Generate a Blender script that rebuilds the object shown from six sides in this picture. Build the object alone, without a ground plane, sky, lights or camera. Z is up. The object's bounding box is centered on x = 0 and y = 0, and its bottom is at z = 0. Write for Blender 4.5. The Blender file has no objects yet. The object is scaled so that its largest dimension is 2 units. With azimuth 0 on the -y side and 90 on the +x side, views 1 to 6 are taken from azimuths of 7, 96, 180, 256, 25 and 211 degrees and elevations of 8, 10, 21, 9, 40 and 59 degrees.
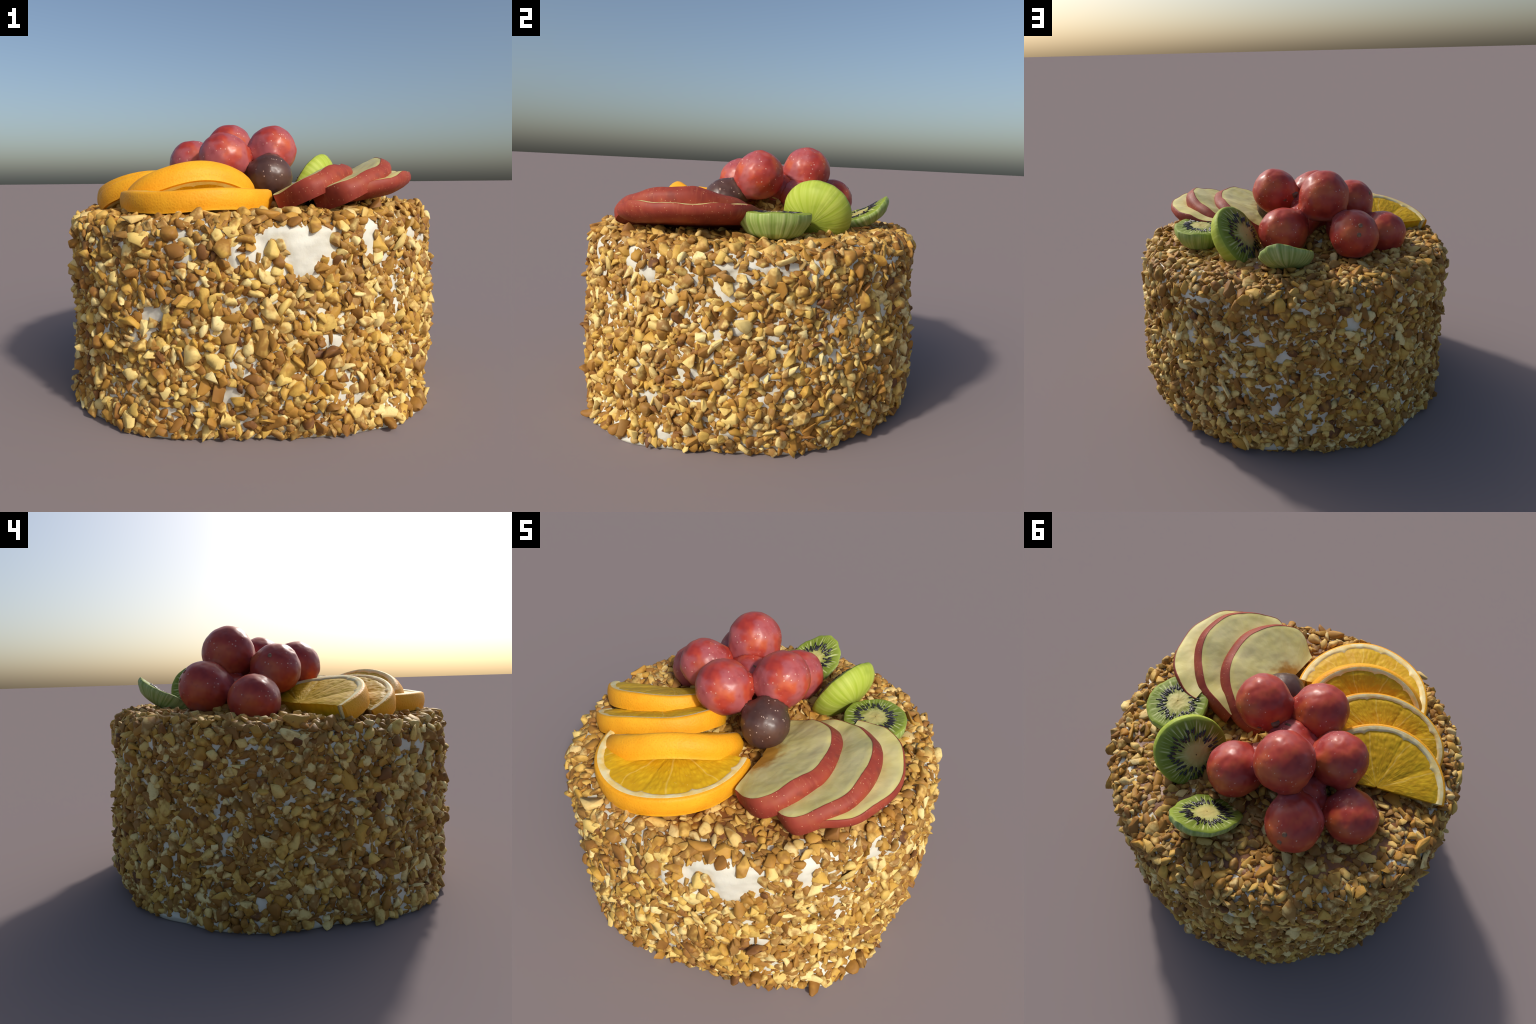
"""A small round cake: cream frosting rolled in chopped nuts, topped with
grapes, orange slices, apple slices and kiwi slices."""
import bpy, math, random
import numpy as np
from mathutils import Vector, Matrix, noise

rng = np.random.default_rng(7)
random.seed(7)
PI = math.pi


# ------------------------------------------------------------------ helpers
def smooth(e0, e1, x):
    t = np.clip((np.asarray(x, float) - e0) / (e1 - e0), 0, 1)
    return t * t * (3 - 2 * t)


def fbm(p, scale, octaves=3, seed=0.0):
    v = Vector((p[0] * scale + seed, p[1] * scale - seed, p[2] * scale + 2 * seed))
    return noise.fractal(v, 0.9, 2.0, octaves)


def mesh_from(name, verts, faces, mats=(), face_mats=None, smooth_shade=True):
    me = bpy.data.meshes.new(name)
    me.from_pydata([tuple(v) for v in verts], [], [tuple(f) for f in faces])
    for m in mats:
        me.materials.append(m)
    if face_mats is not None:
        me.polygons.foreach_set("material_index", np.asarray(face_mats, np.int32))
    me.polygons.foreach_set("use_smooth", np.full(len(me.polygons), smooth_shade))
    me.update()
    return me


def add(name, me, parent=None, matrix=None, kind=None):
    ob = bpy.data.objects.new(name, me)
    bpy.context.scene.collection.objects.link(ob)
    if matrix is not None:
        ob.matrix_world = matrix
    if parent is not None:
        ob.parent = parent
        if parent is not CAKE:
            ob.matrix_parent_inverse = parent.matrix_world.inverted()
    if kind:
        ob["kind"] = kind
    return ob


def pose(c, U, N):
    """Frame with local x = U (towards the rim), local z = N (out of the cut face)."""
    N = Vector(N).normalized()
    U = Vector(U)
    U = (U - N * U.dot(N)).normalized()
    V = N.cross(U)
    M = Matrix((U, V, N)).transposed().to_4x4()
    M.translation = Vector(c)
    return M


# ---------------------------------------------------------------- materials
class Nodes:
    """Thin wrapper that keeps node building readable."""

    def __init__(self, name, rough=0.5, coat=0.0, sub=0.0, spec=0.5):
        self.m = bpy.data.materials.new(name)
        self.m.use_nodes = True
        self.t = self.m.node_tree
        self.b = self.t.nodes["Principled BSDF"]
        self.b.inputs["Roughness"].default_value = rough
        self.b.inputs["Coat Weight"].default_value = coat
        self.b.inputs["Coat Roughness"].default_value = 0.12
        self.b.inputs["Specular IOR Level"].default_value = spec
        if sub:
            self.b.inputs["Subsurface Weight"].default_value = sub
            self.b.inputs["Subsurface Scale"].default_value = 0.03
            self.b.inputs["Subsurface Radius"].default_value = (1.0, 0.6, 0.3)
        self.co = self.n("ShaderNodeTexCoord").outputs["Object"]

    def n(self, kind, **kw):
        nd = self.t.nodes.new(kind)
        for k, v in kw.items():
            setattr(nd, k, v)
        return nd

    def put(self, sock, v):
        if isinstance(v, bpy.types.NodeSocket):
            self.t.links.new(v, sock)
        else:
            if sock.type == "RGBA" and len(v) == 3:
                v = (*v, 1.0)
            sock.default_value = v

    def math(self, op, a, b=0.0, c=0.0, clamp=False):
        nd = self.n("ShaderNodeMath", operation=op, use_clamp=clamp)
        self.put(nd.inputs[0], a)
        self.put(nd.inputs[1], b)
        self.put(nd.inputs[2], c)
        return nd.outputs[0]

    def vmath(self, op, a, b=(0, 0, 0)):
        nd = self.n("ShaderNodeVectorMath", operation=op)
        self.put(nd.inputs[0], a)
        self.put(nd.inputs[1], b)
        return nd.outputs[0]

    def noise(self, scale, detail=3.0, rough=0.55, vec=None, w=None):
        nd = self.n("ShaderNodeTexNoise")
        if w is not None:
            nd.noise_dimensions = "4D"
            self.put(nd.inputs["W"], w)
        self.put(nd.inputs["Vector"], self.co if vec is None else vec)
        nd.inputs["Scale"].default_value = scale
        nd.inputs["Detail"].default_value = detail
        nd.inputs["Roughness"].default_value = rough
        return nd.outputs["Fac"]

    def voronoi(self, scale, vec=None, out="Distance", feature="F1", rand=1.0):
        nd = self.n("ShaderNodeTexVoronoi", feature=feature)
        self.put(nd.inputs["Vector"], self.co if vec is None else vec)
        nd.inputs["Scale"].default_value = scale
        nd.inputs["Randomness"].default_value = rand
        return nd.outputs[out]

    def ramp(self, fac, stops, interp="LINEAR"):
        nd = self.n("ShaderNodeValToRGB")
        cr = nd.color_ramp
        cr.interpolation = interp
        while len(cr.elements) < len(stops):
            cr.elements.new(0.5)
        for e, (p, c) in zip(cr.elements, stops):
            e.position = p
            e.color = (*c, 1.0) if not isinstance(c, (int, float)) else (c, c, c, 1.0)
        self.put(nd.inputs[0], fac)
        return nd.outputs[0]

    def step(self, x, e0, e1):
        nd = self.n("ShaderNodeMapRange", interpolation_type="SMOOTHSTEP")
        self.put(nd.inputs[0], x)
        nd.inputs[1].default_value = e0
        nd.inputs[2].default_value = e1
        return nd.outputs[0]

    def mix(self, fac, a, b, mode="MIX"):
        nd = self.n("ShaderNodeMix", data_type="RGBA", blend_type=mode)
        self.put(nd.inputs[0], fac)
        self.put(nd.inputs[6], a)
        self.put(nd.inputs[7], b)
        return nd.outputs[2]

    def polar(self, a=1.0, b=1.0):
        """Normalised radius and angle in the local xy plane of a slice."""
        s = self.vmath("DIVIDE", self.co, (a, b, 1.0))
        sep = self.n("ShaderNodeSeparateXYZ")
        self.put(sep.inputs[0], s)
        x, y = sep.outputs[0], sep.outputs[1]
        r = self.math("SQRT", self.math("ADD", self.math("MULTIPLY", x, x), self.math("MULTIPLY", y, y)))
        ang = self.math("ARCTAN2", y, x)
        return r, ang, sep.outputs[2]

    def comb(self, x, y, z=0.0):
        nd = self.n("ShaderNodeCombineXYZ")
        self.put(nd.inputs[0], x)
        self.put(nd.inputs[1], y)
        self.put(nd.inputs[2], z)
        return nd.outputs[0]

    def done(self, colour, bump=None, strength=0.3, dist=0.01):
        self.put(self.b.inputs["Base Color"], colour)
        if bump is not None:
            nd = self.n("ShaderNodeBump")
            nd.inputs["Strength"].default_value = strength
            nd.inputs["Distance"].default_value = dist
            self.put(nd.inputs["Height"], bump)
            self.put(self.b.inputs["Normal"], nd.outputs[0])
        return self.m


def mat_cream():
    k = Nodes("cream", rough=0.55, sub=0.1)
    c = k.ramp(k.noise(5.0), [(0.3, (0.60, 0.58, 0.48)), (0.7, (0.69, 0.675, 0.58))])
    return k.done(c, k.noise(60, 4), 0.25, 0.006)


def mat_nut(name, warm, brown):
    """Chopped peanut: pale cut faces, tan flesh, some toasted brown skin."""
    k = Nodes(name, rough=0.6, spec=0.25)
    geo = k.n("ShaderNodeNewGeometry")
    info = k.n("ShaderNodeObjectInfo")
    r1 = k.math("FRACT", k.math("ADD", geo.outputs["Random Per Island"], info.outputs["Random"]))
    r2 = k.math("FRACT", k.math("MULTIPLY", r1, 37.7))
    r3 = k.math("FRACT", k.math("MULTIPLY", r1, 91.3))
    flesh = k.ramp(r1, [(0.0, (0.80, 0.66, 0.31)), (0.20, (0.75, 0.57, 0.21)), (0.45, (0.68, 0.47, 0.125)),
                        (0.68, (0.56, 0.33, 0.06)), (0.86, (0.39, 0.195, 0.036)), (0.95, (0.21, 0.09, 0.026)), (1.0, (0.11, 0.045, 0.02))])
    flesh = k.mix(warm, flesh, (0.52, 0.235, 0.04))
    flesh = k.mix(brown, flesh, (0.26, 0.115, 0.024))
    toast = k.mix(r2, (0.46, 0.24, 0.044), (0.25, 0.112, 0.025))
    patch = k.noise(30, 2.5, 0.5, w=k.math("MULTIPLY", r3, 20.0))
    m = k.step(k.math("ADD", patch, k.math("MULTIPLY", k.math("SUBTRACT", r2, 0.5), 0.34)), 0.40, 0.64)
    c = k.mix(k.math("MULTIPLY", m, 0.9), flesh, toast)
    c = k.mix(k.math("MULTIPLY", k.step(k.noise(120, 3), 0.5, 0.8), 0.3), c, (0.3, 0.13, 0.03))
    return k.done(c, k.noise(80, 3), 0.2, 0.004)


def mat_grape(name, a, b, c3, sky_sheen):
    k = Nodes(name, rough=0.36, spec=0.4, sub=0.1)
    big = k.noise(7.0, 3)
    c = k.ramp(big, [(0.28, a), (0.5, b), (0.72, c3)])
    c = k.mix(k.math("MULTIPLY", k.step(k.noise(5.5, 3, w=3.0), 0.47, 0.60), 0.6), c, sky_sheen)  # mauve patches put the baked sky reflections into the skin colour
    c = k.mix(k.math("MULTIPLY", k.step(k.noise(26.0, 4, w=5.0), 0.52, 0.70), 0.35), c, a)
    d = k.voronoi(52, k.vmath("ADD", k.vmath("MULTIPLY", k.co, (1.0, 0.7, 0.8)), k.vmath("MULTIPLY", k.n("ShaderNodeTexNoise").outputs["Color"], (.01, .01, .01))))
    on = k.step(k.noise(8, 3, w=7.0), 0.47, 0.54)
    glint_speck = k.math("MULTIPLY", k.math("SUBTRACT", 1.0, k.step(d, 0.07, 0.20)), on)
    c = k.mix(k.math("MULTIPLY", glint_speck, 0.6), c, (0.85, 0.62, 0.50))  # pale specks are baked highlights painted onto the skin
    return k.done(c, k.noise(14, 2), 0.25, 0.01)


def mat_orange_pulp(a, b):
    k = Nodes("orange_pulp", rough=0.55, spec=0.25, sub=0.15)
    r, ang, z = k.polar(a, b)
    # juice vesicles: cells drawn out along the radius
    vec = k.comb(k.math("MULTIPLY", r, 7.0), k.math("MULTIPLY", ang, 12.0), k.math("MULTIPLY", z, 20))
    cell = k.voronoi(1.6, vec)
    c = k.ramp(cell, [(0.0, (0.74, 0.47, 0.016)), (0.5, (0.66, 0.39, 0.010)), (1.0, (0.55, 0.30, 0.008))])
    c = k.mix(k.step(k.noise(9, 3), 0.4, 0.7), c, (0.62, 0.34, 0.008))
    # membranes between the segments
    seg = k.math("ABSOLUTE", k.math("SUBTRACT", k.math("FRACT", k.math("ADD", k.math("MULTIPLY", ang, 9.0 / (2 * PI)),
                 k.math("MULTIPLY", k.math("SUBTRACT", k.noise(5, 2), 0.5), 0.5))), 0.5))
    wide = k.math("MULTIPLY", seg, k.math("MAXIMUM", r, 0.25))
    mem = k.math("SUBTRACT", 1.0, k.step(wide, 0.004, 0.024))
    c = k.mix(k.math("MULTIPLY", mem, 0.35), c, (0.85, 0.62, 0.16))
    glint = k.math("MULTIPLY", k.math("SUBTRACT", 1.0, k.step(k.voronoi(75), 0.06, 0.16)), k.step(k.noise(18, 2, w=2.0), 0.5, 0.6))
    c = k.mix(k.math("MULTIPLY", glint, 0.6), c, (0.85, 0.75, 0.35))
    h = k.math("ADD", k.math("MULTIPLY", cell, -1.0), k.math("MULTIPLY", k.noise(45, 3), 0.6))
    return k.done(c, h, 0.18, 0.006)


def mat_rind():
    k = Nodes("orange_rind", rough=0.55, spec=0.25, sub=0.1)
    c = k.ramp(k.noise(6, 3), [(0.3, (0.80, 0.33, 0.010)), (0.7, (0.87, 0.42, 0.02))])
    pore = k.voronoi(95)
    c = k.mix(k.math("MULTIPLY", k.math("SUBTRACT", 1, k.step(pore, 0.1, 0.3)), 0.35), c, (0.55, 0.18, 0.005))
    return k.done(c, pore, 0.25, 0.004)


def mat_pith():
    k = Nodes("orange_pith", rough=0.55, sub=0.15)
    c = k.ramp(k.noise(18, 3), [(0.35, (0.84, 0.60, 0.18)), (0.6, (0.84, 0.73, 0.40))])
    return k.done(c, k.noise(50, 3), 0.3, 0.006)


def mat_apple_flesh(a, b):
    k = Nodes("apple_flesh", rough=0.55, spec=0.25, sub=0.15)
    r, ang, z = k.polar(a, b)
    c = k.ramp(k.noise(5, 3), [(0.3, (0.62, 0.53, 0.16)), (0.55, (0.69, 0.61, 0.26)), (0.8, (0.70, 0.62, 0.31))])
    streak = k.noise(1.0, 3, vec=k.comb(k.math("MULTIPLY", r, 3.0), k.math("MULTIPLY", ang, 14.0), 0.0))
    c = k.mix(k.math("MULTIPLY", k.step(streak, 0.5, 0.75), 0.5), c, (0.76, 0.66, 0.30))
    # caramel-browned core
    core = k.math("ADD", r, k.math("MULTIPLY", k.math("SUBTRACT", k.noise(16, 3), 0.5), 0.35))
    c = k.mix(k.math("SUBTRACT", 1.0, k.step(core, 0.20, 0.42)), c, (0.46, 0.22, 0.03))
    c = k.mix(k.math("MULTIPLY", k.step(r, 0.90, 0.985), 0.5), c, (0.72, 0.62, 0.2))
    return k.done(c, k.noise(35, 3), 0.25, 0.006)


def mat_apple_skin():
    k = Nodes("apple_skin", rough=0.55, spec=0.25)
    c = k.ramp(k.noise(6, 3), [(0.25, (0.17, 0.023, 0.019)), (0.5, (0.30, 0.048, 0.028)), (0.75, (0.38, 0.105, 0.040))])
    r, ang, z = k.polar()
    st = k.noise(1.0, 3, vec=k.comb(k.math("MULTIPLY", ang, 22.0), k.math("MULTIPLY", z, 14.0), 0.0))
    c = k.mix(k.math("MULTIPLY", k.step(st, 0.52, 0.75), 0.35), c, (0.42, 0.12, 0.06))
    c = k.mix(k.math("MULTIPLY", k.step(k.noise(9, 3, w=4.0), 0.55, 0.7), 0.5), c, (0.15, 0.03, 0.025))
    sp = k.math("SUBTRACT", 1, k.step(k.voronoi(60), 0.07, 0.14))
    c = k.mix(k.math("MULTIPLY", sp, 0.7), c, (0.75, 0.45, 0.25))
    return k.done(c, k.noise(25, 3), 0.2, 0.006)


def mat_kiwi_face(a, b):
    k = Nodes("kiwi_flesh", rough=0.55, spec=0.25, sub=0.15)
    r, ang, z = k.polar(a, b)
    wob = k.math("MULTIPLY", k.math("SUBTRACT", k.noise(14, 2), 0.5), 0.16)
    rr = k.math("ADD", r, wob)
    c = k.ramp(rr, [(0.0, (0.52, 0.42, 0.14)), (0.28, (0.50, 0.45, 0.16)), (0.42, (0.26, 0.27, 0.05)),
                    (0.62, (0.15, 0.20, 0.02)), (0.85, (0.18, 0.24, 0.022)), (1.0, (0.26, 0.33, 0.045))])
    ray = k.noise(1.0, 2, vec=k.comb(k.math("MULTIPLY", r, 1.2), k.math("MULTIPLY", ang, 11.0), 0.0))
    band = k.math("MULTIPLY", k.step(r, 0.25, 0.42), k.math("SUBTRACT", 1.0, k.step(r, 0.82, 0.97)))
    c = k.mix(k.math("MULTIPLY", k.math("MULTIPLY", k.step(ray, 0.5, 0.64), band), 0.75), c, (0.62, 0.64, 0.30))
    return k.done(c, k.noise(40, 3), 0.3, 0.006)


def mat_kiwi_side(base, pale):
    k = Nodes("kiwi_outer_flesh", rough=0.55, spec=0.25, sub=0.15)
    r, ang, z = k.polar()
    st = k.noise(1.0, 2, vec=k.comb(k.math("MULTIPLY", ang, 9.0), k.math("MULTIPLY", z, 3.0), 0.0))
    c = k.ramp(st, [(0.35, base), (0.7, pale)])
    c = k.mix(k.step(k.noise(7, 3), 0.5, 0.8), c, (base[0] * 0.7, base[1] * 0.75, base[2] * 0.7))
    return k.done(c, st, 0.3, 0.008)


def mat_simple(name, a, b, scale=20, rough=0.5, coat=0.0):
    k = Nodes(name, rough=rough, coat=coat)
    return k.done(k.ramp(k.noise(scale, 3), [(0.3, a), (0.7, b)]), k.noise(scale * 3, 3), 0.3, 0.005)


# --------------------------------------------------------------- the thing
CAKE = bpy.data.objects.new("cake", None)
bpy.context.scene.collection.objects.link(CAKE)
CAKE["label"] = "round cream cake coated in chopped nuts with fruit on top"
CAKE["category"] = "cake"

# ---- cake body: radius of the nut surface by bearing (every 15 degrees from -180) and height
LEVELS = [0.0, .12, .27, .50, .70, .87]
RADII = [
    (.930, .965, .979, .986, .970, .965), (.983, .985, .992, .987, .978, .975), (1.032, 1.007, 1.004, .996, .994, 1.000),
    (1.026, 1.015, 1.009, 1.001, 1.001, 1.002), (1.006, 1.002, 1.004, 1.006, .998, .989), (.968, .979, .986, .992, .998, .990),
    (.914, .942, .951, .966, .983, .963), (.910, .950, .965, .960, .959, .948), (.959, .955, .955, .945, .945, .946),
    (1.011, .944, .959, .958, .945, .939), (1.028, .936, .954, .959, .946, .941), (.959, .961, .975, .975, .960, .950),
    (.911, .954, .980, .976, .961, .952), (.925, .962, .988, .977, .955, .949), (.927, .969, .987, .973, .955, .945),
    (.901, .953, .972, .962, .946, .946), (.924, .957, .969, .956, .942, .941), (.925, .964, .977, .959, .936, .939),
    (.906, .960, .977, .949, .927, .934), (.943, .979, .982, .961, .938, .944), (.972, .979, .972, .958, .945, .951),
    (.969, .968, .964, .956, .948, .958), (.975, .975, .967, .957, .956, .967), (.969, .975, .971, .966, .964, .970)]
_th = np.radians(-180 + 15.0 * np.arange(len(RADII)))
ORDER = 8


def _harmonics(th):
    th = np.asarray(th, float)
    return np.stack([np.ones_like(th)] + [f(n * th) for n in range(1, ORDER + 1) for f in (np.cos, np.sin)], -1)


_coef = np.linalg.lstsq(_harmonics(_th), np.array(RADII), rcond=None)[0]


def outline(th, z):
    """Radius of the coated cake at a bearing and height."""
    lv = np.array(LEVELS)
    rad = _harmonics(th) @ _coef
    zc = np.clip(z, 0, lv[-1])
    i = np.clip(np.searchsorted(lv, zc, side="right") - 1, 0, len(lv) - 2)
    t = (zc - lv[i]) / (lv[i + 1] - lv[i])
    a = np.take_along_axis(rad, i[..., None], -1)[..., 0]
    b = np.take_along_axis(rad, (i + 1)[..., None], -1)[..., 0]
    return a + (b - a) * t


TOP = 0.957
# (inset from the outline, height) running up the side, over the rim and to the middle
PROFILE = [(-.030, .0), (-.024, .02), (-.022, .12), (-.022, .45), (-.022, .75),
           (-.022, .85), (-.030, .905), (-.055, .940), (-.10, .953), (-.20, TOP)]
_pz = np.array(PROFILE)
_len = np.r_[0, np.cumsum(np.hypot(*np.diff(_pz, axis=0).T))]
SIDE = _len[-1]


# coating heaps added for the scan webs between and under the grapes: x, y, spread, height
HEAPS = [(-.09, .11, .13, .20), (-.33, .24, .15, .11), (-.05, .24, .08, .06), (.10, -.08, .09, .05), (.35, .68, .25, .012), (0, .8, .3, .010), (-.7, -.5, .28, -.014), (.33, .14, .10, -.04)]


def top_rise(x, y, z):
    """The top is not level: it climbs towards the kiwi side and is lumpy."""
    w = smooth(.55, .95, z)
    heap = sum(h * np.exp(-((x - cx) ** 2 + (y - cy) ** 2) / (sp * sp)) for cx, cy, sp, h in HEAPS)
    return smooth(.6, .95, z) * heap + w * (0.014 + 0.018 * y + 0.004 * x + 0.006 * np.sin(5.3 * x + 1.0) * np.sin(4.7 * y + 0.6) + 0.006 * np.sin(17 * x + 2.0) * np.sin(19 * y + 0.3))


def skin(s, th):
    """Point of the frosting: s runs 0..1 up the side and over the rim, 1..2 across the top to the axis."""
    s = np.asarray(s, float)
    th = np.asarray(th, float)
    s, th = np.broadcast_arrays(s, th)
    u = np.clip(s, 0, 1) * SIDE
    ins = np.interp(u, _len, _pz[:, 0])
    z = np.interp(u, _len, _pz[:, 1])
    R = outline(th, z) + 0.006 * np.sin(11 * th + 2.0) * np.sin(14 * z + 4 * th) + 0.005 * np.sin(23 * th - 9 * z) * np.sin(31 * z + 1.0)
    r = R + ins
    f = np.clip(s - 1, 0, 1)
    r = np.where(s > 1, (R - 0.20) * (1 - f), r)
    x, y = r * np.cos(th), r * np.sin(th)
    return np.stack([x, y, z + top_rise(x, y, z)], -1)


def skin_normal(s, th):
    e = 0.012
    a = skin(np.clip(s + e, 0, 1.98), th) - skin(np.clip(s - e, 0, 1.98), th)
    b = skin(s, th + e) - skin(s, th - e)
    n = np.cross(b, a)
    return n / np.linalg.norm(n, axis=-1, keepdims=True)


# bare places in the nut coating: bearing (deg), height, half width, half height (m)
BARE = [(-71, .89, .165, .04), (-69, .84, .12, .06), (-71, .78, .06, .07), (-50, .87, .05, .085), (-88, .83, .022, .07),
        (-62, .43, .035, .04), (-66, .30, .03, .02), (-30, .86, .05, .03), (-22, .83, .05, .04), (0, .89, .07, .02),
        (14, .895, .13, .018), (25, .86, .03, .03), (50, .90, .05, .03), (42, .66, .03, .07), (46, .50, .02, .05),
        (-16, .07, .04, .035), (58, .90, .08, .025), (70, .72, .04, .03), (78, .70, .04, .05), (86, .62, .05, .04),
        (90, .90, .05, .02), (112, .88, .06, .03), (108, .80, .04, .05), (80, .04, .09, .03), (83, .33, .04, .05),
        (95, .20, .04, .04), (126, .87, .03, .04), (-157, .84, .07, .035), (-150, .82, .05, .05), (-140, .72, .04, .05),
        (137, .16, .02, .08), (130, .03, .12, .02), (150, .45, .03, .03), (168, .62, .03, .02), (-170, .40, .03, .03),
        (-100, .80, .03, .03), (-118, .86, .02, .04), (-40, .55, .02, .04), (5, .62, .03, .025), (-8, .42, .02, .03),
        (28, .22, .05, .02), (12, .30, .03, .03), (160, .15, .03, .04), (-35, .12, .03, .03), (-28, .22, .03, .03)]


def bareness(P, th):
    z = P[..., 2]
    r = np.hypot(P[..., 0], P[..., 1])
    out = np.zeros(np.shape(z))
    for a, h, w, hh in BARE:
        d = (np.asarray(th) - math.radians(a) + PI) % (2 * PI) - PI
        q = np.sqrt((d * r / (w - .004)) ** 2 + ((z - h) / (hh - .004)) ** 2)
        out = np.maximum(out, np.where(r > 0.8, 1.25 - q, 0))
    return out


def build_frosting():
    NT, NS, NC = 480, 130, 60
    ss = np.r_[np.linspace(0, 1, NS), 1 + np.linspace(0, 1, NC)[1:-1]]
    th = np.linspace(0, 2 * PI, NT, endpoint=False)
    S, T = np.meshgrid(ss, th, indexing="ij")
    P = skin(S, T).reshape(-1, 3)
    N = skin_normal(S, T).reshape(-1, 3)
    d = np.array([0.006 * fbm(p, 9, 3) + 0.003 * fbm(p, 34, 2, 5.0) for p in P])
    low = smooth(0.0, 0.03, P[:, 2])
    d = d + 0.007 * smooth(0.0, 0.6, bareness(P, T.ravel()))
    P = P + N * (d * low)[:, None]
    n = len(ss)
    verts = list(P) + [np.array([0, 0, TOP + float(top_rise(0.0, 0.0, TOP))]), np.array([0, 0, 0.0])]
    top, bot = len(P), len(P) + 1
    faces = []
    for i in range(n - 1):
        for j in range(NT):
            k = (j + 1) % NT
            faces.append((i * NT + j, i * NT + k, (i + 1) * NT + k, (i + 1) * NT + j))
    for j in range(NT):
        k = (j + 1) % NT
        faces.append(((n - 1) * NT + j, (n - 1) * NT + k, top))
        faces.append((k, j, bot))
    add("frosting", mesh_from("frosting", verts, faces, [mat_cream()]), CAKE)


# ---- nuts -------------------------------------------------------------
def icosphere(sub):
    import bmesh
    bm = bmesh.new()
    bmesh.ops.create_icosphere(bm, subdivisions=sub, radius=1.0)
    V = np.array([v.co[:] for v in bm.verts])
    F = np.array([[v.index for v in f.verts] for f in bm.faces])
    bm.free()
    return V, F


def nut_shapes(count):
    """Chopped nut chunks and flakes: angular hulls with worn edges, as (verts, triangles)."""
    import bmesh
    out = []
    for i in range(count):
        m = int(rng.integers(9, 16))
        P = rng.normal(size=(m, 3))
        P /= np.linalg.norm(P, axis=1)[:, None]
        P *= rng.uniform(0.85, 1.05, m)[:, None]
        if i % 5 < 2:      # flake
            sc = (rng.uniform(1.2, 1.55), rng.uniform(0.85, 1.15), rng.uniform(0.42, 0.58))
            bend = rng.uniform(.1, .35)
        else:               # chunk
            sc = (rng.uniform(1.0, 1.4), rng.uniform(0.8, 1.05), rng.uniform(0.55, 0.85))
            bend = rng.uniform(-.2, .2)
        bm = bmesh.new()
        for p in P * np.array(sc):
            bm.verts.new(p)
        bmesh.ops.convex_hull(bm, input=bm.verts)
        bmesh.ops.delete(bm, geom=[v for v in bm.verts if not v.link_faces], context="VERTS")
        bmesh.ops.dissolve_limit(bm, angle_limit=0.30, verts=bm.verts, edges=bm.edges)
        bmesh.ops.bevel(bm, geom=list(bm.edges), offset=0.20, segments=1, profile=0.5, affect="EDGES", clamp_overlap=True)
        bmesh.ops.triangulate(bm, faces=bm.faces)
        bmesh.ops.recalc_face_normals(bm, faces=bm.faces)
        bm.verts.index_update()
        V = np.array([v.co[:] for v in bm.verts])
        F = np.array([[v.index for v in f.verts] for f in bm.faces])
        bm.free()
        V[:, 2] += bend * (V[:, 0] ** 2 - 0.4)
        V[:, 1] += rng.uniform(-.25, .25) * V[:, 0] ** 2
        V = V + np.array([[fbm(v, 1.7, 2, i), fbm(v, 1.7, 2, i + 9), fbm(v, 1.7, 2, i + 19)] for v in V]) * 0.06
        out.append((V * 0.0365, F))
    return out


def scatter_nuts():
    """Dart throwing over the skin, dense, thinned where the frosting is bare."""
    M = 70000
    # area-weighted choice of (s, th)
    S = rng.uniform(0, 1.97, M)
    T = rng.uniform(-PI, PI, M)
    P = skin(S, T)
    e = 0.01
    ds = np.linalg.norm(skin(S + e, T) - skin(np.maximum(S - e, 0), T), axis=1)
    ds[(S > .985) & (S < 1.015)] *= 0.6
    dt = np.linalg.norm(skin(S, T + e) - skin(S, T - e), axis=1)
    area = ds * dt
    keep = rng.uniform(0, 1, M) < area / np.percentile(area, 99.0)
    S, T, P = S[keep], T[keep], P[keep]
    N = skin_normal(S, T)
    bare = bareness(P, T)
    size = np.clip(rng.lognormal(-0.05, 0.22, len(S)), 0.62, 1.42)
    chosen = []
    for layer in (0, 1):
        grid, cell = {}, 0.07
        for i in range(len(S)):
            b = bare[i]
            if b > 0.22 or (b > 0.08 and rng.uniform() < 0.3):
                continue
            p = P[i]
            if p[2] < 0.01:
                continue
            thin = noise.noise(Vector(p * 7.0)) + .5 * noise.noise(Vector(p * 15.0)) if p[2] < 0.93 else -0.3
            if thin > 0.46 and rng.uniform() < (0.85 if layer else 0.95):
                continue
            sz = size[i] if layer else 0.70 * size[i] ** 0.5
            need = (0.0325 if layer else 0.029) * sz
            key = tuple(np.floor(p / cell).astype(int))
            near = (e for dx in (-1, 0, 1) for dy in (-1, 0, 1) for dz in (-1, 0, 1)
                    for e in grid.get((key[0] + dx, key[1] + dy, key[2] + dz), ()))
            if any((p[0] - q[0]) ** 2 + (p[1] - q[1]) ** 2 + (p[2] - q[2]) ** 2 < (0.5 * (need + nq)) ** 2 for q, nq in near):
                continue
            grid.setdefault(key, []).append((p, need))
            chosen.append((P[i], N[i], sz, layer, max(b, 0.0)))
    return chosen


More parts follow.
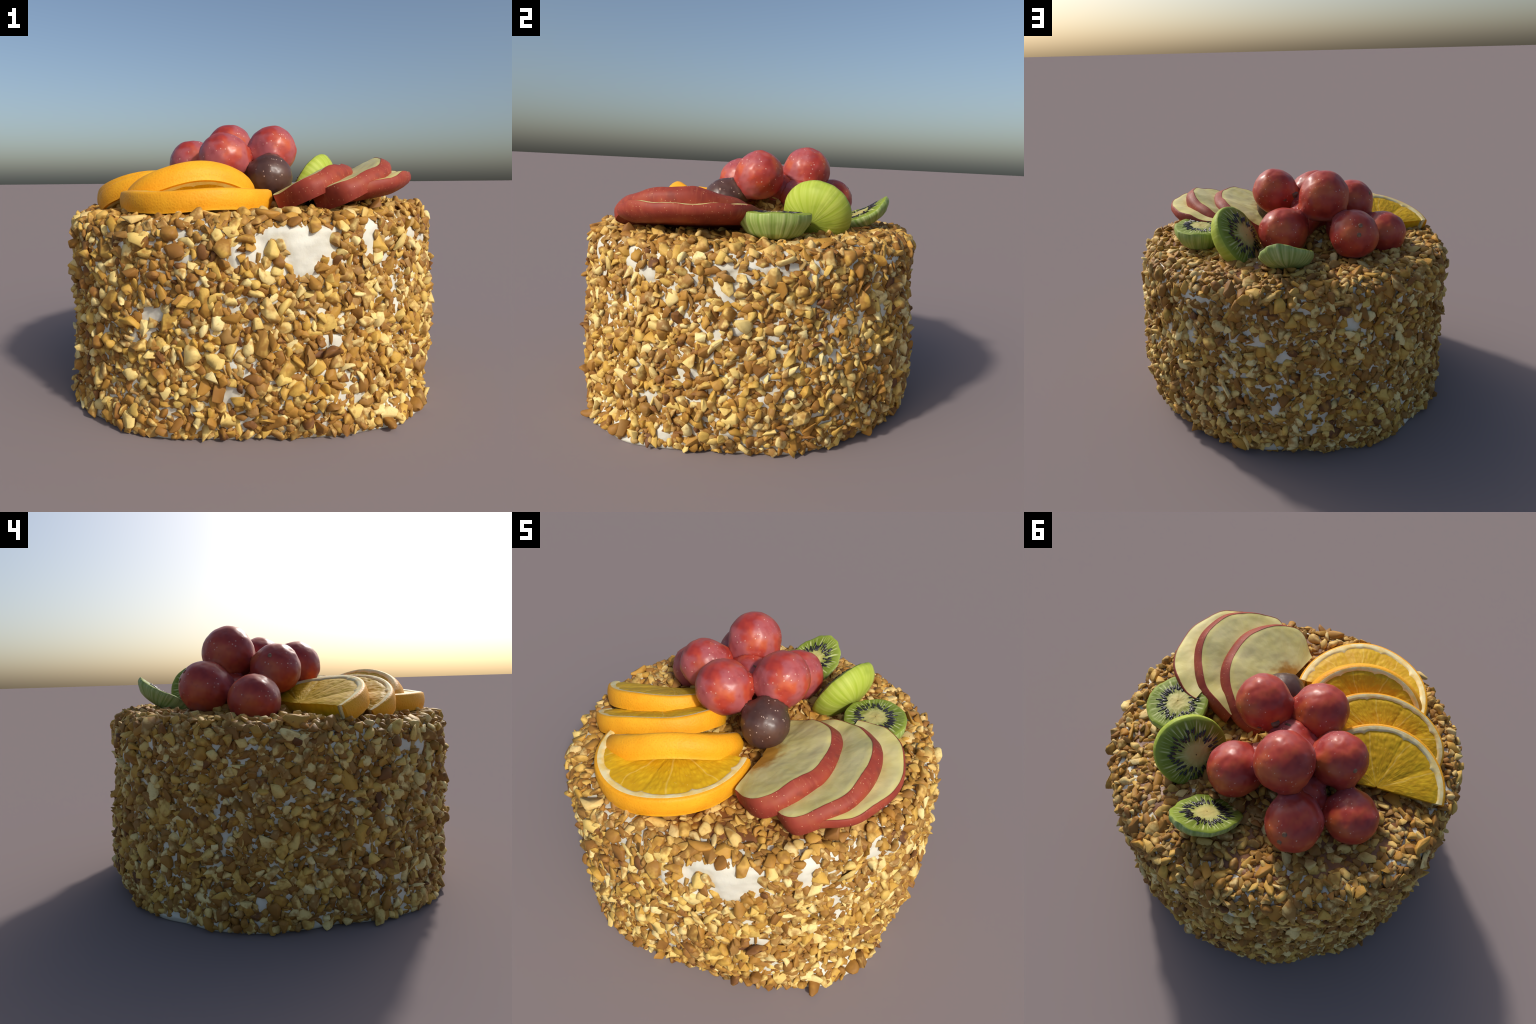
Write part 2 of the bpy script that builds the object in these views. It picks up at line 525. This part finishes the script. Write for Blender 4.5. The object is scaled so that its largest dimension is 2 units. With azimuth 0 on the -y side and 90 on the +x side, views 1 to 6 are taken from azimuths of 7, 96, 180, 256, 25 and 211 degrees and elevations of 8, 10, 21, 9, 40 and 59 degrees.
def build_nuts():
    shapes = nut_shapes(60)
    nuts = scatter_nuts()
    mats = {"side": mat_nut("chopped_nut", 0.0, 0.0), "top": mat_nut("glazed_nut", 0.30, 0.0),
            "crumb": mat_nut("caramel_shade_crumb", 0.0, 0.62)}  # added crumbs, browned for caramel and the baked shade between nuts
    meshes = {k: [mesh_from("nut_piece", V, F, [mats[k]]) for V, F in shapes] for k in ("side", "top")}
    order = sorted((i for i in range(len(nuts)) if nuts[i][3]), key=lambda i: -nuts[i][2])
    named = set(order[:300])
    bulk = {k: [] for k in mats}
    for i, (p, n0, sz, layer, b) in enumerate(nuts):
        n0 = Vector(n0)
        tilt = Vector(rng.normal(size=3) * (0.46 if layer else 0.25))
        n = (n0 + tilt).normalized()
        t = Vector(rng.normal(size=3))
        t = (t - n * t.dot(n)).normalized()
        R = Matrix((t, n.cross(t), n)).transposed()
        lift = (0.006 * sz + rng.uniform(-0.012, 0.009)) if layer else rng.uniform(-0.008, 0.002)
        c = Vector(p) + n0 * lift
        k = rng.integers(len(shapes))
        V = shapes[k][0] * sz @ np.array(R).T + np.array(c)
        dz = max(0.0, 0.002 - V[:, 2].min())
        V[:, 2] += dz
        c.z += dz
        key = "crumb" if not layer else ("top" if p[2] > 0.93 else "side")
        if i in named:
            add("nut_piece", meshes[key][k], CAKE, Matrix.Translation(c) @ R.to_4x4() @ Matrix.Scale(sz, 4))
        else:
            bulk[key].append((V, shapes[k][1]))
    for key in bulk:
        Vs = np.concatenate([v for v, f in bulk[key]])
        first = np.r_[0, np.cumsum([len(v) for v, f in bulk[key]])]
        Fs = np.concatenate([f + o for (v, f), o in zip(bulk[key], first)])
        me = bpy.data.meshes.new("nut_coating")
        me.vertices.add(len(Vs))
        me.vertices.foreach_set("co", Vs.ravel())
        me.loops.add(Fs.size)
        me.loops.foreach_set("vertex_index", Fs.ravel().astype(np.int32))
        me.polygons.add(len(Fs))
        me.polygons.foreach_set("loop_start", np.arange(0, Fs.size, 3, dtype=np.int32))
        me.polygons.foreach_set("use_smooth", np.ones(len(Fs), bool))
        me.materials.append(mats[key])
        me.update(calc_edges=True)
        me.validate()
        shade_by_angle(me, 80)
        add("nut_crumbs" if key == "crumb" else "nut_coating", me, CAKE, kind="stuff")
    print("NUTS", {k: len(v) for k, v in bulk.items()})


def build_caramel():
    """Set caramel between the nuts on top, with added heaps filling the scan webs under the grapes."""
    NT, NR = 160, 70
    V, F = [], []
    fr = np.linspace(0.0, 1.0, NR)
    for i, f in enumerate(fr):
        for j in range(NT):
            th = 2 * PI * j / NT
            r = f * (float(outline(np.array(th), np.array(.87))) - 0.10)
            x, y = r * math.cos(th), r * math.sin(th)
            z = TOP + float(top_rise(x, y, .96)) + 0.005 + 0.005 * fbm((x, y, 0), 9, 3)
            if f > .93:
                z -= (f - .93) / .07 * 0.03
            V.append((x, y, z))
    for i in range(NR - 1):
        for j in range(NT):
            k = (j + 1) % NT
            F.append((i * NT + j, (i + 1) * NT + j, (i + 1) * NT + k, i * NT + k))
    me = mesh_from("caramel_glaze", V, F, [mat_simple("caramel", (0.13, 0.042, 0.012), (0.26, 0.10, 0.025), 14, 0.45)])  # caramel brown, kept dark for the baked occlusion under the grapes
    add("caramel_glaze", me, CAKE)




# ---- grapes -------------------------------------------------------------
GRAPES = [  # centre, radius
    ((-.184, .290, 1.310), .143), ((.099, .036, 1.276), .138), ((-.154, -.109, 1.230), .140), ((-.374, .077, 1.212), .133),
    ((.054, .360, 1.118), .140), ((-.344, .452, 1.125), .137), ((-.547, .243, 1.058), .133)]
DARK_GRAPE = ((.104, -.159, 1.126), .122)

FILLER_GRAPES = [((-.125, .125, 1.165), .118), ((-.30, .275, 1.085), .095), ((-.055, .245, 1.14), .090)]   # unseen grapes, added to fill the middle of the bunch


def build_grapes():
    D, F = icosphere(5)
    allg = GRAPES + [DARK_GRAPE] + FILLER_GRAPES
    C = np.array([g[0] for g in allg])
    Rr = np.array([g[1] for g in allg])
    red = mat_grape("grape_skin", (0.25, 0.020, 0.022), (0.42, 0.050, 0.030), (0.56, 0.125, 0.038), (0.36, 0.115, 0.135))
    dark = mat_grape("dark_grape_skin", (0.052, 0.022, 0.017), (0.078, 0.034, 0.025), (0.11, 0.052, 0.036), (0.085, 0.045, 0.040))
    scar = mat_simple("grape_scar", (0.16, 0.07, 0.035), (0.32, 0.18, 0.10), 60)
    K = 0.022   # width of the scan-merge bridges shaped in where grapes touch

    def field(X):
        d = np.linalg.norm(X[:, None] - C[None], axis=2) - Rr[None]
        m = d.min(1)
        return m - K * np.log(np.sum(np.exp(-(d - m[:, None]) / K), 1))

    objs = []
    for i, (c, r) in enumerate(allg):
        c = np.array(c)
        lump = np.array([0.0055 * fbm(d, 1.4, 2, i * 3.1) + 0.0018 * fbm(d, 4.5, 2, i) for d in D])
        lo = np.full(len(D), r * 0.6)
        hi = np.full(len(D), r * 1.5)
        # keep within this grape's own cell, so neighbours meet at their common plane
        for j in range(len(allg)):
            if j == i:
                continue
            v = C[j] - c
            L = np.linalg.norm(v)
            plane = (L * L + r * r - Rr[j] ** 2) / (2 * L)
            dv = D @ (v / L)
            lim = np.where(dv > 1e-3, (plane + 0.002) / np.maximum(dv, 1e-3), 9)
            hi = np.minimum(hi, np.maximum(lim, r * 0.5))
        lo = np.minimum(lo, hi)
        lim = hi.copy()
        for _ in range(26):
            mid = 0.5 * (lo + hi)
            inside = field(c + D * mid[:, None]) < 0
            lo = np.where(inside, mid, lo)
            hi = np.where(inside, hi, mid)
        rad = np.minimum(np.maximum(lo, r * 0.5), lim)
        V = D * (rad + lump)[:, None]
        M = Matrix.Translation(Vector(c))
        ob = add("grape", mesh_from("grape", V, F, [dark if i == 7 else red]), CAKE, M)
        objs.append(ob)
    # stem scars on the outward poles
    for gi, d in ((5, (-.05, .92, .30)), (5, (-.12, .75, .62)), (3, (-.75, .45, .5))):
        c, r = np.array(GRAPES[gi][0]), GRAPES[gi][1]
        d = np.array(d) / np.linalg.norm(d)
        V, F2 = icosphere(2)
        V = V * np.array([.013, .013, .004]) * (1 + 0.25 * np.array([fbm(v, 2, 2, gi) for v in V]))[:, None]
        q = Vector(d).to_track_quat("Z", "Y")
        M = Matrix.Translation(Vector(c + d * (r + .001))) @ q.to_matrix().to_4x4()
        add("stem_scar", mesh_from("stem_scar", V, F2, [scar]), objs[gi], M)
    # woody stems left between the grapes
    wood = mat_simple("stem_wood", (0.09, 0.045, 0.025), (0.22, 0.12, 0.07), 40, 0.7)
    for a, b, w in (((-.02, .10, 1.16), (-.02, .115, 1.285), .017), ((-.10, .06, 1.17), (-.075, .095, 1.27), .014),
                    ((.02, .12, 1.2), (.045, .155, 1.26), .013), ((-.03, .12, 1.20), (-.07, .15, 1.265), .013)):
        a, b = Vector(a), Vector(b)
        V, F = [], []
        n, m = 12, 12
        q = (b - a).to_track_quat("Z", "Y").to_matrix()
        for i in range(n + 1):
            t = i / n
            for j in range(m):
                an = 2 * PI * j / m
                rr = w * (0.8 + 0.5 * t ** 3 + 0.25 * fbm((math.cos(an), math.sin(an), t * 4), 1.5, 2, w * 99))
                p = a.lerp(b, t) + q @ Vector((math.cos(an) * rr, math.sin(an) * rr, 0))
                V.append(p)
        for i in range(n):
            for j in range(m):
                k = (j + 1) % m
                F.append((i * m + j, i * m + k, (i + 1) * m + k, (i + 1) * m + j))
        F.append(tuple(range(n * m, n * m + m)))
        F.append(tuple(reversed(range(m))))
        add("grape_stem", mesh_from("grape_stem", V, F, [wood]), CAKE)


# ---- slices -------------------------------------------------------------
def slice_solid(a, b, rings, angles, top, bottom, flare):
    """Closed solid over a polar patch. rings: radii 0..1, angles, top/bottom height functions(r, ang, xy),
    flare(z01, r): extra radius on the wall. Returns verts, faces, and a tag per face (0 top, 1 wall, 2 bottom, 3 ends)."""
    nr, na = len(rings), len(angles)
    full = abs(angles[-1] - angles[0]) > 2 * PI - 1e-6
    V, Fc, tag = [], [], []

    def pt(r, an, z):
        return (a * r * math.cos(an), b * r * math.sin(an), z)

    layers = [0.0, .08, .2, .4, .6, .8, .92, 1.0]
    idx = {}

    def vid(i, j, l):
        if full:
            j = j % (na - 1)
        key = (i, j, l)
        if key not in idx:
            r, an = rings[i], angles[j]
            zt, zb = top(r, an), bottom(r, an)
            t = layers[l]
            rr = r * flare(t, r)
            idx[key] = len(V)
            V.append(pt(rr, an, zt + (zb - zt) * t))
        return idx[key]

    L = len(layers) - 1
    for i in range(nr - 1):
        for j in range(na - 1):
            Fc.append((vid(i, j, 0), vid(i + 1, j, 0), vid(i + 1, j + 1, 0), vid(i, j + 1, 0)))
            tag.append(0)
            Fc.append((vid(i, j, L), vid(i, j + 1, L), vid(i + 1, j + 1, L), vid(i + 1, j, L)))
            tag.append(2)
    for l in range(L):
        for j in range(na - 1):
            Fc.append((vid(nr - 1, j, l), vid(nr - 1, j, l + 1), vid(nr - 1, j + 1, l + 1), vid(nr - 1, j + 1, l)))
            tag.append(1)
            Fc.append((vid(0, j, l), vid(0, j + 1, l), vid(0, j + 1, l + 1), vid(0, j, l + 1)))
            tag.append(3)
        if not full:
            for i in range(nr - 1):
                Fc.append((vid(i, 0, l), vid(i, 0, l + 1), vid(i + 1, 0, l + 1), vid(i + 1, 0, l)))
                tag.append(3)
                Fc.append((vid(i, na - 1, l), vid(i + 1, na - 1, l), vid(i + 1, na - 1, l + 1), vid(i, na - 1, l + 1)))
                tag.append(3)
    return V, Fc, tag


def shade_by_angle(me, deg=50):
    me.set_sharp_from_angle(angle=math.radians(deg))


ORANGES = [  # centre of the face, a, b, rim direction, face normal, thickness, half sweep, bulge of the rind
    ((-.230, -.443, 1.062), .395, .363, (.147, -.989, .026), (-.002, .026, 1.0), .092, 1.66, .02),
    ((-.297, -.350, 1.055), .255, .317, (.324, -.757, .567), (-.286, .493, .822), .115, 1.85, .07),
    ((-.468, -.224, 1.073), .253, .338, (.193, -.910, .368), (-.254, .315, .914), .090, 1.75, .02),
    ((-.568, .018, 1.041), .325, .341, (.273, -.868, .415), (-.160, .384, .909), .090, 1.60, .02)]


def build_oranges():
    rind, pith = mat_rind(), mat_pith()
    for n, (c, a, b, U, N, th, sweep, bulge) in enumerate(ORANGES):
        M = pose(c, U, N)
        pulp = mat_orange_pulp(a, b)
        ang = np.linspace(-sweep, sweep, 150)

        def wave(an, n=n):
            return 0.006 * math.sin(2.3 * an + n * 1.7) + 0.003 * math.sin(5.1 * an + n)

        def seg(an):
            return abs(math.sin(an * 4.5 + 0.4 * n))

        def top(r, an):
            puff = 0.006 * (seg(an) ** 0.5) * smooth(0.1, .5, r) * (1 - smooth(.80, .9, r))
            rough = 0.002 * fbm((a * r * math.cos(an), b * r * math.sin(an), n), 38, 3)
            return wave(an) * r - 0.004 + float(puff) + rough

        def bottom(r, an):
            return -th + wave(an) * r

        V, F, t = slice_solid(a, b, np.linspace(0.015, .90, 46), ang, top, bottom, lambda t, r: 1.0)
        me = mesh_from("orange_slice", V, F, [pulp])
        shade_by_angle(me)
        ob = add("orange_slice", me, CAKE, M)

        def ptop(r, an):
            return wave(an) * r + 0.002 - 0.006 * float(smooth(.965, 1.0, r)) - 0.009 * (1 - float(smooth(.87, .915, r)))

        def pbot(r, an):
            return -th - 0.001 + wave(an) * r

        V, F, t = slice_solid(a, b, np.r_[np.linspace(.87, .955, 7), .968, .985, 1.0], ang, ptop, pbot,
                              lambda t, r: 1.0 + (bulge * math.sin(PI * min(1, t * 1.1)) ** 0.8 * (r - .87) / .13))
        # pith tongues reaching between the segments
        bent = []
        for x, y, z in V:
            an, rr = math.atan2(y / b, x / a), math.hypot(x / a, y / b)
            pull = (0.05 * (1 - seg(an)) ** 5 + 0.016 * fbm((an * 3, n, 0), 1.5, 2)) * (1 - float(smooth(.87, .95, rr)))
            bent.append((x * (1 - pull / rr), y * (1 - pull / rr), z))
        V = bent
        mats = []
        for f, tg in zip(F, t):
            rad = np.mean([math.hypot(V[i][0] / a, V[i][1] / b) for i in f])
            mats.append(0 if (tg == 1 or rad > (.975 if tg == 0 else .955)) else 1)
        me = mesh_from("peel", V, F, [rind, pith], mats)
        shade_by_angle(me, 60)
        add("peel", me, ob, M)


APPLES = [  # centre, a, b, rim direction, normal, thickness, sweep from/to, widening below the face
    ((.162, -.306, 1.053), .341, .359, (.849, .354, .391), (-.412, .006, .912), .108, -2.0, 1.35, .11),
    ((.354, -.300, 1.070), .339, .374, (.873, .244, .423), (-.421, -.062, .905), .100, -1.98, 1.48, .085),
    ((.500, -.259, 1.108), .310, .367, (.989, .004, .149), (-.148, -.039, .988), .100, -1.95, 1.60, .03)]


def build_apples():
    skinm = mat_apple_skin()
    for n, (c, a, b, U, N, th, a0, a1, wide) in enumerate(APPLES):
        M = pose(c, U, N)
        ang = np.linspace(a0, a1, 130)

        def wav(an, n=n):
            return 1 + 0.012 * math.sin(3.1 * an + n * 2) + 0.008 * math.sin(8 * an + n)

        def moon(x, y, z):
            an = math.atan2(y / b, x / a)
            rr = math.hypot(x / a, y / b)
            w = wav(an)
            if rr > 1.0:      # the widening fades towards both tips
                w *= (1 + (rr - 1) * (1 - 0.75 * min(1, abs(an) / 1.75) ** 3)) / rr
            w *= 1 - 0.30 * float(smooth(1.45, 2.05, -an))      # rounded front tip
            return (x * w, y * w, z)

        def top(r, an):
            return 0.007 * r * math.sin(4.3 * an + 2 * n) + 0.004 * r ** 4 * math.sin(11 * an + n) + 0.004 * fbm((r * math.cos(an), r * math.sin(an), n), 3, 3) - 0.004 * float(smooth(.93, 1.0, r))

        def bottom(r, an):
            return -th * (1.0 - 0.10 * r)

        def flare(t, r, n=n):
            return 1.0 + (wide * math.sin(PI * .5 * min(1, 1.9 * t)) - (0.06 + .22 * (n == 2)) * t ** 3) * float(smooth(.2, 1, r))

        V, F, t = slice_solid(a, b, np.r_[np.linspace(.02, .92, 36), .96, .985, 1.0], ang, top, bottom, flare)
        V = [moon(*v) for v in V]
        me = mesh_from("apple_slice", V, F, [mat_apple_flesh(a, b), skinm], [1 if tg == 2 else 0 for tg in t])  # underside takes the dark skin colour for baked shade and caramel
        shade_by_angle(me)
        ob = add("apple_slice", me, CAKE, M)
        # skin: a thin shell over the curved wall
        g = 1.007

        def flare2(t, r):
            return flare(t, 1.0)

        V, F, t = slice_solid(a, b, np.array([.992, 1.0, g]), ang,
                              lambda r, an: top(1.0, an) + 0.001 - (0.002 if r > 1 else 0), lambda r, an: bottom(1.0, an) - .0015, flare2)
        V = [moon(*v) for v in V]
        me = mesh_from("apple_skin", V, F, [skinm])
        shade_by_angle(me)
        add("apple_skin", me, ob, M)


KIWIS = [  # centre, a, b, rim dir, normal, depth, dome power, outer colours
    ((.557, .180, 1.112), .156, .182, (.983, .171, .061), (-.06, -.012, .998), .135, "cup", (0.20, 0.30, 0.05), (0.46, 0.54, 0.20)),
    ((.291, .388, 1.102), .201, .183, (.558, .326, .763), (-.826, .303, .475), .125, "dome", (0.34, 0.43, 0.04), (0.47, 0.54, 0.10)),
    ((.038, .613, 1.086), .188, .137, (.426, .761, .49), (.041, -.557, .83), .085, "cup", (0.20, 0.30, 0.06), (0.50, 0.56, 0.24))]


def build_kiwis():
    seedm = mat_simple("kiwi_seed", (0.012, 0.010, 0.012), (0.03, 0.022, 0.025), 50, 0.3, 0.3)
    for n, (c, a, b, U, N, depth, kind, base, pale) in enumerate(KIWIS):
        M = pose(c, U, N)
        ang = np.linspace(0, 2 * PI, 121)

        def wav(an, n=n):
            amp = (0.018, 0.006, 0.03)[n]
            return 1 + amp * fbm((math.cos(an), math.sin(an), n), 2.2, 3, 3.0 + n) + .4 * amp * math.sin(13 * an + 2 * n + math.sin(3 * an)) + .01 * math.sin(3 * an)

        def top(r, an):
            curl = (0.003, -0.004, 0.012)[n] * math.sin((5, 2, 3)[n] * an + 1.0) * r * r
            return curl + 0.003 * fbm((r * math.cos(an), r * math.sin(an), n), 4, 3) - 0.004 * float(smooth(.93, 1.0, r)) + (0.004 if n != 1 else 0) * math.exp(-(r / .3) ** 2) + (0.035 if n == 1 else 0.0) * (1 - r * r)

        if kind == "dome":
            def bottom(r, an):
                return -0.012 - (depth - 0.012) * max(0.0, 1 - (r * .985) ** 2.6) ** 0.45

            def flare(t, r):
                return 1.0 + (0.02 * math.sin(PI * t) if r > .9 else 0.0)
        else:
            def bottom(r, an):
                return -depth * (1 - 0.25 * r ** 3)

            def flare(t, r):
                return 1.0 + (0.03 * math.sin(PI * min(1, 1.3 * t)) - (0.22 * t ** 2)) * r
        rings = np.r_[np.linspace(.02, .94, 34), .97, 1.0]
        V, F, t = slice_solid(a, b, rings, ang, top, bottom, flare)
        out = []
        for x, y, z in V:
            rr = math.hypot(x / a, y / b)
            w = 1 + (wav(math.atan2(y / b, x / a)) - 1) * float(smooth(.3, 1, rr))
            out.append((x * w, y * w, z))
        V = out
        mats = [0 if tg in (0, 3) else 1 for tg in t]
        me = mesh_from("kiwi_slice", V, F, [mat_kiwi_face(a, b), mat_kiwi_side(base, pale)], mats)
        shade_by_angle(me, 60)
        ob = add("kiwi_slice", me, CAKE, M)
        # seeds: drops lying along the radius in an uneven ring
        SV, SF = icosphere(2)
        Vs, Fs = [], []
        for q in range(96):
            an = 2 * PI * q / 96 + rng.normal() * 0.04
            rr = 0.42 + 0.30 * rng.beta(1.6, 1.8)
            ln = rng.uniform(.010, .021)
            P = SV * np.array([ln, .0042 * rng.uniform(.8, 1.3), .004])
            P[:, 1] *= 1 - 0.4 * P[:, 0] / ln
            d = np.array([a * math.cos(an), b * math.sin(an)])
            dd = d / np.linalg.norm(d)
            X = np.stack([P[:, 0] * dd[0] - P[:, 1] * dd[1] + d[0] * rr, P[:, 0] * dd[1] + P[:, 1] * dd[0] + d[1] * rr,
                          P[:, 2] + top(rr, an) + 0.0005], 1)
            Fs.append(SF + len(SV) * len(Vs))
            Vs.append(X)
        me = mesh_from("kiwi_seeds", np.concatenate(Vs), np.concatenate(Fs), [seedm])
        add("kiwi_seeds", me, ob, M, kind="stuff")


build_frosting()
build_nuts()
build_caramel()
build_grapes()
build_oranges()
build_apples()
build_kiwis()
